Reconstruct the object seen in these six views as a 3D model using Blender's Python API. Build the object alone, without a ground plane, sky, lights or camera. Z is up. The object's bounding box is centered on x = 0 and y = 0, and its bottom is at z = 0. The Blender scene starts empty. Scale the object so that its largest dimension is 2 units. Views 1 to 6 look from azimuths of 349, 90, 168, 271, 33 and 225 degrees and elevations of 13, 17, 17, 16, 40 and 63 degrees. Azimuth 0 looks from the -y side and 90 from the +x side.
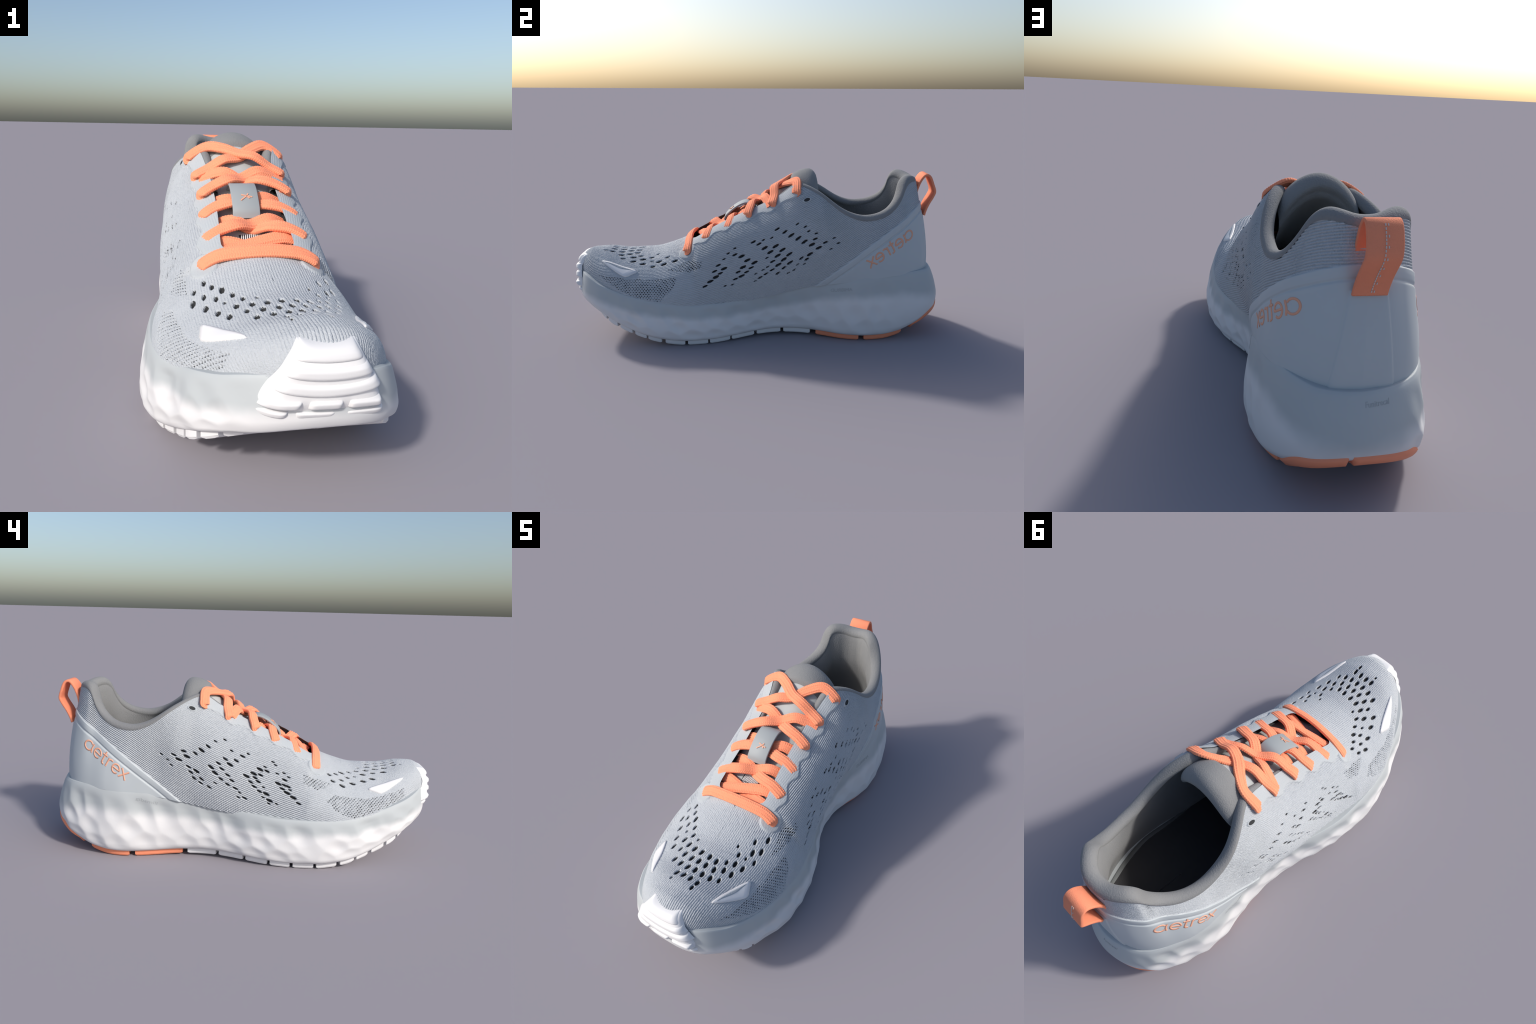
# A right running shoe: knit upper, foam midsole, rubber outsole, laces, tongue, pull tab.
# Frame: toe towards -y, heel towards +y, lateral side at -x, medial side at +x, z up.
import bpy, bmesh, math, random
import numpy as np
from mathutils import Vector
from mathutils.bvhtree import BVHTree

rng = np.random.default_rng(7)
random.seed(7)

# ------------------------------------------------------------------ helpers
def pchip(xk, yk, x):
    """monotone cubic interpolation, yk may be (n,) or (n,d)"""
    xk = np.asarray(xk, float); yk = np.asarray(yk, float); x = np.asarray(x, float)
    one = yk.ndim == 1
    if one: yk = yk[:, None]
    h = np.diff(xk); dl = np.diff(yk, axis=0) / h[:, None]
    m = np.zeros_like(yk)
    w1 = (2 * h[1:] + h[:-1])[:, None]; w2 = (h[1:] + 2 * h[:-1])[:, None]
    a, b = dl[:-1], dl[1:]
    with np.errstate(divide='ignore', invalid='ignore'):
        hm = (w1 + w2) / (w1 / a + w2 / b)
    m[1:-1] = np.where(a * b > 0, hm, 0)
    m[0], m[-1] = dl[0], dl[-1]
    i = np.clip(np.searchsorted(xk, x, side='right') - 1, 0, len(h) - 1)
    t = (x - xk[i]) / h[i]
    t = np.clip(t, 0, 1)[..., None]
    hh = h[i][..., None]
    r = (1 + 2 * t) * (1 - t) ** 2 * yk[i] + t * (1 - t) ** 2 * hh * m[i] + t * t * (3 - 2 * t) * yk[i + 1] + t * t * (t - 1) * hh * m[i + 1]
    return r[..., 0] if one else r

def catmull(P, n, closed=False):
    """resample a Catmull-Rom curve through P to n points, even in arc length"""
    P = np.asarray(P, float)
    if closed: Q = np.vstack([P[-1], P, P[0], P[1]])
    else: Q = np.vstack([2 * P[0] - P[1], P, 2 * P[-1] - P[-2]])
    seg = []
    t = np.linspace(0, 1, 24, endpoint=False)[:, None]
    for k in range(1, len(Q) - 2):
        p0, p1, p2, p3 = Q[k - 1], Q[k], Q[k + 1], Q[k + 2]
        seg.append(.5 * ((2 * p1) + (p2 - p0) * t + (2 * p0 - 5 * p1 + 4 * p2 - p3) * t ** 2 + (3 * p1 - p0 - 3 * p2 + p3) * t ** 3))
    C = np.vstack(seg + [Q[-2][None]])
    d = np.r_[0, np.cumsum(np.linalg.norm(np.diff(C, axis=0), axis=1))]
    u = np.linspace(0, d[-1], n, endpoint=not closed)
    return np.stack([np.interp(u, d, C[:, k]) for k in range(C.shape[1])], 1)

def smooth(a, b, x):
    t = np.clip((np.asarray(x, float) - a) / (b - a), 0, 1)
    return t * t * (3 - 2 * t)

def unit(v):
    return v / np.maximum(np.linalg.norm(v, axis=-1, keepdims=True), 1e-9)

def new_mesh(name, verts, faces, mat=None, shade=True):
    me = bpy.data.meshes.new(name)
    me.from_pydata([tuple(map(float, v)) for v in verts], [], [tuple(map(int, f)) for f in faces])
    me.update()
    if shade:
        me.polygons.foreach_set('use_smooth', [True] * len(me.polygons))
    ob = bpy.data.objects.new(name, me)
    bpy.context.scene.collection.objects.link(ob)
    for m in (mat if isinstance(mat, (list, tuple)) else [mat]):
        if m: me.materials.append(m)
    return ob

def grid_faces(nu, nv, cu=False, cv=False):
    I, J = np.meshgrid(np.arange(nu if cu else nu - 1), np.arange(nv if cv else nv - 1), indexing='ij')
    a = I * nv + J; b = ((I + 1) % nu) * nv + J
    c = ((I + 1) % nu) * nv + (J + 1) % nv; d = I * nv + (J + 1) % nv
    return np.stack([a, b, c, d], -1).reshape(-1, 4)

def grid_normals(G):
    du = np.gradient(G, axis=0); dv = np.gradient(G, axis=1)
    return unit(np.cross(du, dv))

def vnoise(P, scale, seed=0):
    """cheap smooth value noise on points (n,3) in -1..1"""
    P = np.asarray(P) * scale + seed * 17.3
    i = np.floor(P).astype(np.int64); f = P - i; f = f * f * (3 - 2 * f)
    def h(a, b, c):
        n = (a * 374761393 + b * 668265263 + c * 2147483647 + seed * 1013) & 0xffffffff
        n = ((n ^ (n >> 13)) * 1274126177) & 0xffffffff
        return ((n ^ (n >> 16)) & 0xffff) / 32767.5 - 1
    r = 0
    for dx in (0, 1):
        for dy in (0, 1):
            for dz in (0, 1):
                w = (f[..., 0] if dx else 1 - f[..., 0]) * (f[..., 1] if dy else 1 - f[..., 1]) * (f[..., 2] if dz else 1 - f[..., 2])
                r = r + w * h(i[..., 0] + dx, i[..., 1] + dy, i[..., 2] + dz)
    return r

# ------------------------------------------------------------------ materials
class Nodes:
    def __init__(s, name):
        s.mat = bpy.data.materials.new(name); s.mat.use_nodes = True
        s.t = s.mat.node_tree; s.t.nodes.clear()
        s.out = s.add('ShaderNodeOutputMaterial'); s.bsdf = s.add('ShaderNodeBsdfPrincipled')
        s.t.links.new(s.bsdf.outputs[0], s.out.inputs[0])
        s.co = s.add('ShaderNodeTexCoord').outputs['Object']
    def add(s, kind, **props):
        n = s.t.nodes.new(kind)
        for k, v in props.items(): setattr(n, k, v)
        return n
    def put(s, sock, v):
        if hasattr(v, 'is_output'): s.t.links.new(v, sock)
        else: sock.default_value = v
    def math(s, op, a, b=0.0, c=0.0, clamp=False):
        n = s.add('ShaderNodeMath', operation=op, use_clamp=clamp)
        for k, v in enumerate((a, b, c)): s.put(n.inputs[k], v)
        return n.outputs[0]
    def noise(s, scale, detail=2.0, rough=.5, vec=None, stretch=None):
        v = vec or s.co
        if stretch:
            m = s.add('ShaderNodeMapping'); s.put(m.inputs[0], v); m.inputs['Scale'].default_value = stretch; v = m.outputs[0]
        n = s.add('ShaderNodeTexNoise'); s.put(n.inputs['Vector'], v)
        n.inputs['Scale'].default_value = scale; n.inputs['Detail'].default_value = detail; n.inputs['Roughness'].default_value = rough
        return n.outputs['Fac']
    def voronoi(s, scale, vec=None, feature='F1', out='Distance', stretch=None):
        v = vec or s.co
        if stretch:
            m = s.add('ShaderNodeMapping'); s.put(m.inputs[0], v); m.inputs['Scale'].default_value = stretch; v = m.outputs[0]
        n = s.add('ShaderNodeTexVoronoi', feature=feature); s.put(n.inputs['Vector'], v); n.inputs['Scale'].default_value = scale
        return n.outputs[out]
    def ramp(s, fac, stops, interp='LINEAR'):
        n = s.add('ShaderNodeValToRGB'); n.color_ramp.interpolation = interp; s.put(n.inputs[0], fac)
        e = n.color_ramp.elements
        while len(e) < len(stops): e.new(.5)
        for k, (p, c) in enumerate(stops):
            e[k].position = p; e[k].color = (c, c, c, 1) if isinstance(c, (int, float)) else (*c, 1)
        return n.outputs[0]
    def mix(s, fac, a, b, blend='MIX'):
        n = s.add('ShaderNodeMix', data_type='RGBA', blend_type=blend)
        s.put(n.inputs[0], fac)
        for k, v in ((6, a), (7, b)): s.put(n.inputs[k], (*v, 1) if isinstance(v, tuple) and len(v) == 3 else v)
        return n.outputs[2]
    def maprange(s, v, a, b, c=0.0, d=1.0, kind='SMOOTHSTEP'):
        n = s.add('ShaderNodeMapRange', interpolation_type=kind)
        for k, x in enumerate((v, a, b, c, d)): s.put(n.inputs[k], x)
        return n.outputs[0]
    def xyz(s, vec=None):
        n = s.add('ShaderNodeSeparateXYZ'); s.put(n.inputs[0], vec or s.co); return n.outputs
    def curve(s, v, pts, lo, hi):
        """piecewise function of v through pts; a Float Curve mapped on lo..hi in and 0..1 out"""
        u = s.maprange(v, lo, hi, kind='LINEAR')
        n = s.add('ShaderNodeFloatCurve'); s.put(n.inputs['Value'], u)
        c = n.mapping.curves[0]
        P = [((a - lo) / (hi - lo), b) for a, b in pts]
        while len(c.points) < len(P): c.points.new(.5, .5)
        for p, q in zip(c.points, P): p.location = q
        n.mapping.update()
        return n.outputs[0]
    def finish(s, color, rough=.7, bump=None, strength=.3, distance=.004, sheen=0, spec=.3):
        s.put(s.bsdf.inputs['Base Color'], (*color, 1) if isinstance(color, tuple) and len(color) == 3 else color)
        s.put(s.bsdf.inputs['Roughness'], rough)
        s.bsdf.inputs['Specular IOR Level'].default_value = spec
        if sheen: s.bsdf.inputs['Sheen Weight'].default_value = sheen
        if bump is not None:
            b = s.add('ShaderNodeBump'); s.put(b.inputs['Height'], bump)
            b.inputs['Strength'].default_value = strength; b.inputs['Distance'].default_value = distance
            s.t.links.new(b.outputs[0], s.bsdf.inputs['Normal'])
        return s.mat

GREY = (.435, .463, .497)
WHITE = (.72, .72, .73)
ORANGE = (.95, .31, .17)
DARK = (.215, .22, .225)

def mat_knit():
    m = Nodes('knit_fabric')
    st = m.voronoi(230, stretch=(1, .6, 1))
    n = m.noise(14, 3)
    col = m.mix(n, tuple(c * .94 for c in GREY), tuple(c * 1.05 for c in GREY))
    return m.finish(col, .85, st, .6, .003, spec=.2)

def mat_plain(name, color, rough=.6, var=.05, bscale=200, bstr=.1, spec=.3, sheen=0, stretch=None):
    m = Nodes(name)
    col = m.mix(m.noise(9, 3), tuple(c * (1 - var) for c in color), tuple(min(1, c * (1 + var)) for c in color))
    return m.finish(col, rough, m.noise(bscale, 3, stretch=stretch), bstr, .003, spec=spec, sheen=sheen)

M_KNIT = mat_knit()
M_HOLE = mat_plain('near_black_matte', (.035, .037, .04), .9)  # near-black colour on the floors and walls of the pits, the eyelet discs and the ground under the tongue threads
M_STAY = mat_plain('eyestay_fabric', (.42, .45, .475), .8, .04, 160, .5, .2)
M_COUNTER = mat_plain('smooth_overlay', (.46, .50, .525), .5, .02, 40, .05)
M_LINING = mat_plain('padded_lining', DARK, .9, .06, 170, .6, .15, .1)
M_INSOLE = mat_plain('insole_foam', (.05, .05, .053), .95, .1, 150, .4, .1)
M_TONGUE = mat_plain('tongue_fabric', (.42, .45, .46), .6, .04, 120, .1)
M_STRAP = mat_plain('strap_film', (.31, .335, .35), .5, .03, 60, .05)
M_LACE = mat_plain('lace_cord', ORANGE, .8, .06, 260, .6, .2, .1)
M_TAB = mat_plain('tab_webbing', (.84, .28, .16), .85, .06, 300, .6, .2, stretch=(1, 2, 1))
M_PRINT = mat_plain('orange_print', (.74, .37, .25), .6, .03)
M_WHITE = mat_plain('white_rubber', WHITE, .45, .01, 150, .08)
M_ORANGE_RUBBER = mat_plain('orange_rubber', (.80, .27, .15), .55, .04, 100, .1)
M_STITCH = mat_plain('stitch_thread', (.6, .52, .48), .8)

# ------------------------------------------------------------------ planform of the foam sole
# widest outline of the foam, counter-clockwise seen from above: toe -> medial -> heel -> lateral
OUTLINE = np.array([
    (.065, -.982), (.15, -.977), (.22, -.948), (.272, -.895), (.316, -.82), (.350, -.715), (.374, -.60), (.380, -.49), (.374, -.36), (.350, -.23),
    (.312, -.12), (.275, -.03), (.248, .06), (.242, .15), (.248, .24), (.270, .335), (.298, .43), (.313, .53), (.309, .64), (.288, .76),
    (.25, .875), (.175, .965), (.04, 1.0), (-.095, .975), (-.195, .91), (-.252, .815), (-.287, .70), (-.298, .60), (-.288, .49),
    (-.272, .38), (-.268, .29), (-.276, .19), (-.300, .08), (-.342, -.05), (-.370, -.16), (-.381, -.28), (-.380, -.41), (-.357, -.55), (-.303, -.68),
    (-.25, -.797), (-.18, -.89), (-.107, -.945), (-.02, -.975)])
NL = 900
LOOP = catmull(OUTLINE, NL, closed=True)
tan = unit(np.roll(LOOP, -1, 0) - np.roll(LOOP, 1, 0))
NRM = np.stack([tan[:, 1], -tan[:, 0]], 1)          # outward
LY = LOOP[:, 1]
ARC = np.r_[0, np.cumsum(np.linalg.norm(np.diff(LOOP, axis=0), axis=1))]

ZB_K = np.array([(-1.01, .33), (-.96, .252), (-.9, .195), (-.86, .162), (-.75, .097), (-.6, .036), (-.5, .012), (-.38, .0), (-.28, .0), (-.15, .005), (0, .012),
                 (.13, .015), (.28, .011), (.45, .002), (.56, .0), (.66, .001), (.74, .012), (.82, .042), (.88, .078), (.94, .122), (1.01, .20)])
def z_bottom(y): return pchip(ZB_K[:, 0], ZB_K[:, 1], y)
# top edge of the foam (line where upper and foam meet)
ZT_M = np.array([(-1.0, .370), (-.93, .350), (-.86, .32), (-.77, .293), (-.66, .265), (-.54, .245), (-.43, .232), (-.33, .226), (-.2, .226), (-.08, .236), (.05, .256),
                 (.16, .28), (.34, .322), (.5, .348), (.67, .368), (.84, .374), (1.0, .365)])
ZT_L = np.array([(-1.0, .370), (-.93, .350), (-.86, .324), (-.77, .30), (-.66, .272), (-.53, .254), (-.42, .25), (-.3, .252), (-.2, .255), (-.08, .265), (.05, .278),
                 (.16, .294), (.34, .325), (.5, .348), (.67, .365), (.84, .372), (1.0, .365)])
def z_top(y, x):
    w = smooth(-.1, .15, x)
    return pchip(ZT_M[:, 0], ZT_M[:, 1], y) * w + pchip(ZT_L[:, 0], ZT_L[:, 1], y) * (1 - w)

def foot_inset(y):
    """how far the ground edge of the foam lies inside the widest outline"""
    return .040 + .020 * smooth(.55, .9, y) + .05 * smooth(-.75, -.97, y)
SOLE_T = .024                                        # outsole thickness under the foam

def build_midsole():
    nq = 90
    q = np.linspace(0, 1, nq)
    # profile: inset from the widest outline and height fraction, top (q=0) to bottom (q=1)
    kq = [0, .1, .16, .3, .5, .68, .82, .93, 1.0]
    ins = pchip(kq, [2.0, 1.0, .86, .52, .16, .0, .08, .42, 1.0], q)
    hf = pchip(kq, [1.0, 1.0, .975, .80, .53, .32, .155, .05, .0], q)
    heel = smooth(.55, .9, LY); toe = smooth(-.7, -.95, LY)
    wm = smooth(-.1, .15, LOOP[:, 0])
    top_in = (pchip([-1, -.7, -.4, -.1, .05, .26, .43, .57, .8, 1], [.02, .035, .042, .024, .002, .010, .030, .036, .048, .058], LY) * wm
              + pchip([-1, -.7, -.4, 0, .3, .45, .57, .8, 1], [.02, .038, .041, .030, .010, .016, .030, .047, .058], LY) * (1 - wm))
    bot_in = foot_inset(LY)
    zt = z_top(LY, LOOP[:, 0]); zb = z_bottom((LOOP - NRM * bot_in[:, None])[:, 1]) + SOLE_T
    zb = np.minimum(zb, zt - .05)
    half = q < .68
    inset = np.where(half[None], ins[None] * top_in[:, None], ins[None] * bot_in[:, None])
    XY = LOOP[:, None, :] - NRM[:, None, :] * inset[..., None]
    Z = zb[:, None] + hf[None] * (zt - zb)[:, None]
    G = np.concatenate([XY, Z[..., None]], 2)
    N = -grid_normals(G)
    N = np.where((N[..., :2] * NRM[:, None]).sum(-1)[..., None] < -.2, -N, N)
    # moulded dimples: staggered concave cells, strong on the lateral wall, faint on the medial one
    lat = smooth(.12, -.12, LOOP[:, 0]) * smooth(.985, .9, LY) * smooth(-.97, -.85, LY)
    med = smooth(.1, .3, LOOP[:, 0]) * smooth(.9, .5, LY) * smooth(-.9, -.6, LY)
    amp = .0140 * lat + .0130 * med
    D = np.zeros(G.shape[:2])
    Hh = (zt - zb)
    A2 = ARC[:, None] * np.ones((1, nq))
    V2 = hf[None] * np.ones((NL, 1))
    cells = []
    pitch = .116
    for r, (v, rv) in enumerate([(.67, .25), (.42, .16), (.20, .14)]):
        for k in range(int(ARC[-1] / pitch) + 1):
            cells.append(((k + .5 * (r % 2) + .2 * rng.uniform(-1, 1)) * pitch, v + .04 * rng.uniform(-1, 1), .050 * rng.uniform(.8, 1.15), rv * rng.uniform(.85, 1.1), rng.uniform(.35, 1.1)))
    for (a, v, ra, rv, d) in cells:
        da = A2 - a + (V2 - v) * .07
        r2 = (da / ra) ** 2 + ((V2 - v) / rv) ** 2
        D = D + (d * np.exp(-r2 * .9)) ** 5
    D = .2 - D ** (1 / 5)
    fade = smooth(.02, .12, V2) * smooth(.98, .80, V2)
    G = G + N * (D * fade * amp[:, None])[..., None]
    G = G + N * (.0008 * vnoise(G, 9, 3) * smooth(.0, .1, V2) * smooth(1, .9, V2))[..., None]
    verts = G.reshape(-1, 3)
    faces = list(grid_faces(NL, nq, cu=True)[:, ::-1])
    verts = list(verts)
    # close bottom: ring of shrinking loops to a centre line
    def cap(j, zoff, rings, flip):
        base = [i * nq + j for i in range(NL)]
        prev = base
        P0 = G[:, j]
        mid = np.stack([np.interp(P0[:, 1], [-1, -.5, 0, 1], [.06, .02, -.04, .03]), np.clip(P0[:, 1], -.85, .85)], 1)
        for k in range(1, rings + 1):
            f = k / rings
            xy = P0[:, :2] * (1 - f) + mid * f
            z = P0[:, 2] + zoff * min(1, f * rings / 1.5)
            st = len(verts)
            verts.extend(np.column_stack([xy, z]))
            cur = list(range(st, st + NL))
            for i in range(NL):
                n = (i + 1) % NL
                fc = (prev[i], prev[n], cur[n], cur[i])
                faces.append(fc[::-1] if flip else fc)
            prev = cur
    cap(nq - 1, .0, 4, False)
    cap(0, -.10, 4, True)
    return verts, faces, G

# ------------------------------------------------------------------ upper: control sections
# every row: foam-line point B, top point T (ridge, throat edge or collar line), handle from B, handle from T
RIDGE = [(.062, -.978, .362), (.070, -.972, .406), (.074, -.950, .444), (.074, -.91, .462), (.068, -.85, .463), (.050, -.74, .446), (.036, -.6, .448), (.026, -.48, .476), (.018, -.392, .510)]
FULL_UP = [.6, .6, .6, .58, .55, .52, .53, .58, .60]      # fullness of the toe box, tip to throat
FULL_IN = [.52, .52, .5, .48, .45, .42, .45, .51, .53]
def rows(side):
    L = side < 0
    R = []
    if L:
        Bt = [(.06, -.985, .355), (-.02, -.972, .35), (-.088, -.93, .34), (-.143, -.872, .325), (-.203, -.785, .303), (-.272, -.67, .272), (-.322, -.535, .252), (-.338, -.42, .247), (-.335, -.33, .25)]
    else:
        Bt = [(.06, -.985, .355), (.137, -.97, .35), (.198, -.925, .338), (.243, -.865, .318), (.293, -.775, .292), (.327, -.66, .262), (.343, -.54, .243), (.343, -.43, .230), (.334, -.335, .224)]
    for k, (B, T) in enumerate(zip(Bt, RIDGE)):
        H = T[2] - B[2]; W = B[0] - T[0]
        R.append((B, T, (0, 0, H * (FULL_UP[k] + (.05 if side > 0 and k > 4 else 0))), (W * (FULL_IN[k] + (.06 if side > 0 else .02 if k > 4 else 0)), 0, -.002)))
    if L:
        S = [((-.330, -.295, .25), (-.107, -.347, .525), (.004, 0, .115), (-.118, 0, -.02)),
             ((-.316, -.2, .252), (-.102, -.24, .587), (.0, 0, .14), (-.125, 0, -.03)),
             ((-.301, -.08, .262), (-.098, -.11, .65), (-.010, 0, .165), (-.138, 0, -.045)),
             ((-.292, .05, .275), (-.100, .02, .712), (-.030, 0, .18), (-.152, 0, -.07)),
             ((-.278, .16, .292), (-.112, .12, .768), (-.050, 0, .19), (-.15, 0, -.09)),
             ((-.268, .25, .308), (-.136, .205, .818), (-.042, 0, .19), (-.125, .01, -.10)),
             ((-.263, .34, .325), (-.203, .318, .768), (-.026, 0, .18), (-.072, .01, -.12)),
             ((-.260, .42, .338), (-.230, .388, .722), (-.006, 0, .15), (-.035, .01, -.12)),
             ((-.264, .5, .348), (-.235, .457, .678), (0, 0, .13), (-.022, .01, -.11)),
             ((-.265, .59, .358), (-.231, .545, .653), (0, 0, .12), (-.012, .01, -.10)),
             ((-.255, .67, .365), (-.209, .635, .667), (0, 0, .12), (-.012, .015, -.11)),
             ((-.224, .755, .37), (-.163, .718, .728), (.005, 0, .14), (-.012, .015, -.13)),
             ((-.183, .83, .373), (-.136, .765, .838), (.008, -.005, .16), (-.012, .015, -.16)),
             ((-.123, .885, .374), (-.088, .808, .843), (.006, 0, .17), (-.008, .025, -.16)),
             ((-.048, .913, .372), (-.035, .836, .830), (.003, 0, .17), (-.004, .035, -.15)),
             ((.025, .92, .37), (.022, .843, .825), (0, 0, .17), (0, .035, -.15))]
    else:
        S = [((.327, -.295, .223), (.139, -.347, .528), (.006, 0, .14), (.135, 0, -.02)),
             ((.305, -.2, .225), (.133, -.24, .592), (.030, 0, .17), (.15, 0, -.03)),
             ((.276, -.08, .235), (.130, -.11, .656), (.062, 0, .19), (.17, 0, -.045)),
             ((.254, .05, .255), (.134, .02, .716), (.095, 0, .20), (.170, 0, -.075)),
             ((.241, .16, .28), (.148, .12, .772), (.104, 0, .20), (.155, 0, -.098)),
             ((.246, .25, .305), (.174, .205, .826), (.082, 0, .20), (.118, .01, -.105)),
             ((.257, .34, .322), (.222, .31, .785), (.052, 0, .18), (.088, .01, -.12)),
             ((.268, .42, .335), (.246, .378, .733), (.026, 0, .15), (.048, .01, -.12)),
             ((.275, .5, .347), (.258, .45, .684), (.014, 0, .13), (.030, .01, -.11)),
             ((.275, .59, .36), (.255, .55, .655), (0, 0, .12), (.012, .01, -.10)),
             ((.266, .67, .368), (.239, .645, .672), (0, 0, .12), (.012, .015, -.11)),
             ((.243, .755, .373), (.205, .728, .742), (-.005, 0, .14), (.012, .015, -.13)),
             ((.204, .83, .376), (.155, .772, .832), (-.008, -.005, .16), (.012, .015, -.16)),
             ((.15, .885, .375), (.112, .808, .842), (-.006, 0, .17), (.008, .025, -.16)),
             ((.093, .913, .372), (.072, .836, .830), (-.003, 0, .17), (.004, .035, -.15)),
             ((.025, .92, .37), (.022, .843, .825), (0, 0, .17), (0, .035, -.15))]
    return R + S

NS, NT = 780, 270
def upper_grid(side):
    R = rows(side)
    B = np.array([r[0] for r in R]); T = np.array([r[1] for r in R]); h1 = np.array([r[2] for r in R]); h2 = np.array([r[3] for r in R])
    # station parameter: mean chord length of the two rails
    d = np.r_[0, np.cumsum(.6 * np.linalg.norm(np.diff(B, axis=0), axis=1) + .4 * np.linalg.norm(np.diff(T, axis=0), axis=1))]
    d /= d[-1]
    s = np.linspace(0, 1, NS)
    Bs, Ts, a, b = (pchip(d, k, s) for k in (B, T, h1, h2))
    Bs[:, 2] -= .012          # tucked into the foam
    t = np.linspace(0, 1, NT)[None, :, None]
    P0, P1, P2, P3 = Bs[:, None], (Bs + a)[:, None], (Ts + b)[:, None], Ts[:, None]
    G = P0 * (1 - t) ** 3 + 3 * P1 * t * (1 - t) ** 2 + 3 * P2 * t * t * (1 - t) + P3 * t ** 3
    # ease the step where the closed vamp opens into the throat
    c8 = int(np.searchsorted(s, (d[8] + d[9]) / 2)); m = 30
    ker = np.exp(-np.linspace(-2, 2, 41) ** 2); ker /= ker.sum()
    blk = G[c8 - m - 20:c8 + m + 20]
    sm_ = np.stack([np.stack([np.convolve(blk[:, j, k], ker, 'valid') for j in range(NT)], 1) for k in range(3)], 2)
    wt = np.cos(np.linspace(-np.pi / 2, np.pi / 2, sm_.shape[0])) [:, None, None] ** .7
    tgt = G[c8 - m:c8 - m + sm_.shape[0]]
    G[c8 - m:c8 - m + sm_.shape[0]] = tgt * (1 - wt) + sm_ * wt
    # even spacing along every section
    seg = np.linalg.norm(np.diff(G, axis=1), axis=2)
    arc = np.concatenate([np.zeros((NS, 1)), np.cumsum(seg, 1)], 1)
    out = np.empty_like(G)
    for i in range(NS):
        u = np.linspace(0, arc[i, -1], NT)
        for k in range(3): out[i, :, k] = np.interp(u, arc[i], G[i, :, k])
    arc = arc[:, -1:] * np.linspace(0, 1, NT)[None]
    return out, arc, s, d, Ts

def counter_line(P):
    """>0 in front of / above the heel counter's trim line"""
    y, z = P[..., 1], P[..., 2]
    u = np.clip((y - .32) / (.88 - .32), -.4, 1.2)
    return (z - (.322 + .41 * u + .075 * u * (1 - u))) * .80

EY = {'L': [(-.169, -.371, .476), (-.144, -.272, .541), (-.142, -.163, .604), (-.14, -.063, .666), (-.151, .068, .722), (-.169, .19, .785)],
      'M': [(.198, -.38, .481), (.181, -.28, .546), (.178, -.165, .601), (.176, -.059, .674), (.178, .068, .731), (.196, .194, .793)]}
EYELET_Y = [-.375, -.275, -.163, -.061, .068, .192]

# perforations: sides as (y, z, size class), vamp as (x, y, size class)
LATERAL_HOLES = [(0.392, 0.546, 1), (0.359, 0.520, 1), (0.343, 0.494, 1), (0.331, 0.547, 2), (0.305, 0.525, 3), (0.282, 0.565, 2), (0.266, 0.540, 3),
    (0.226, 0.555, 2), (0.194, 0.573, 3), (0.163, 0.590, 2), (0.128, 0.613, 1), (0.083, 0.619, 1), (0.077, 0.532, 2), (0.111, 0.512, 2), (0.050,
    0.570, 1), (-0.004, 0.544, 2), (-0.031, 0.554, 1), (0.026, 0.523, 2), (0.054, 0.505, 3), (0.148, 0.494, 3), (0.094, 0.485, 2), (0.258, 0.489, 2),
    (0.218, 0.471, 3), (0.247, 0.462, 2), (0.230, 0.434, 2), (0.192, 0.433, 2), (0.198, 0.412, 2), (0.156, 0.393, 2), (0.126, 0.466, 3), (0.098,
    0.437, 2), (0.066, 0.456, 2), (0.044, 0.429, 2), (0.065, 0.410, 2), (0.028, 0.391, 2), (0.005, 0.370, 1), (-0.019, 0.344, 2), (0.012, 0.346, 1),
    (-0.025, 0.451, 3), (-0.062, 0.463, 3), (-0.092, 0.481, 3), (-0.095, 0.456, 2), (-0.125, 0.473, 2), (-0.117, 0.493, 1), (-0.166, 0.500, 1),
    (-0.154, 0.515, 1), (-0.067, 0.443, 2), (-0.084, 0.426, 2), (-0.046, 0.424, 2), (-0.065, 0.402, 2), (-0.111, 0.398, 1), (-0.092, 0.379, 2),
    (-0.125, 0.366, 3), (-0.110, 0.350, 1), (-0.142, 0.334, 3), (-0.139, 0.319, 1), (-0.178, 0.321, 1), (-0.215, 0.433, 2), (-0.183, 0.417, 3),
    (-0.213, 0.409, 2), (-0.232, 0.403, 2), (-0.203, 0.393, 2), (-0.242, 0.388, 1), (-0.227, 0.374, 3), (-0.258, 0.353, 3), (-0.284, 0.328, 2),
    (0.126, 0.417, 1), (-0.177, 0.462, 1), (-0.233, 0.445, 1), (-0.210, 0.464, 1)]
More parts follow.
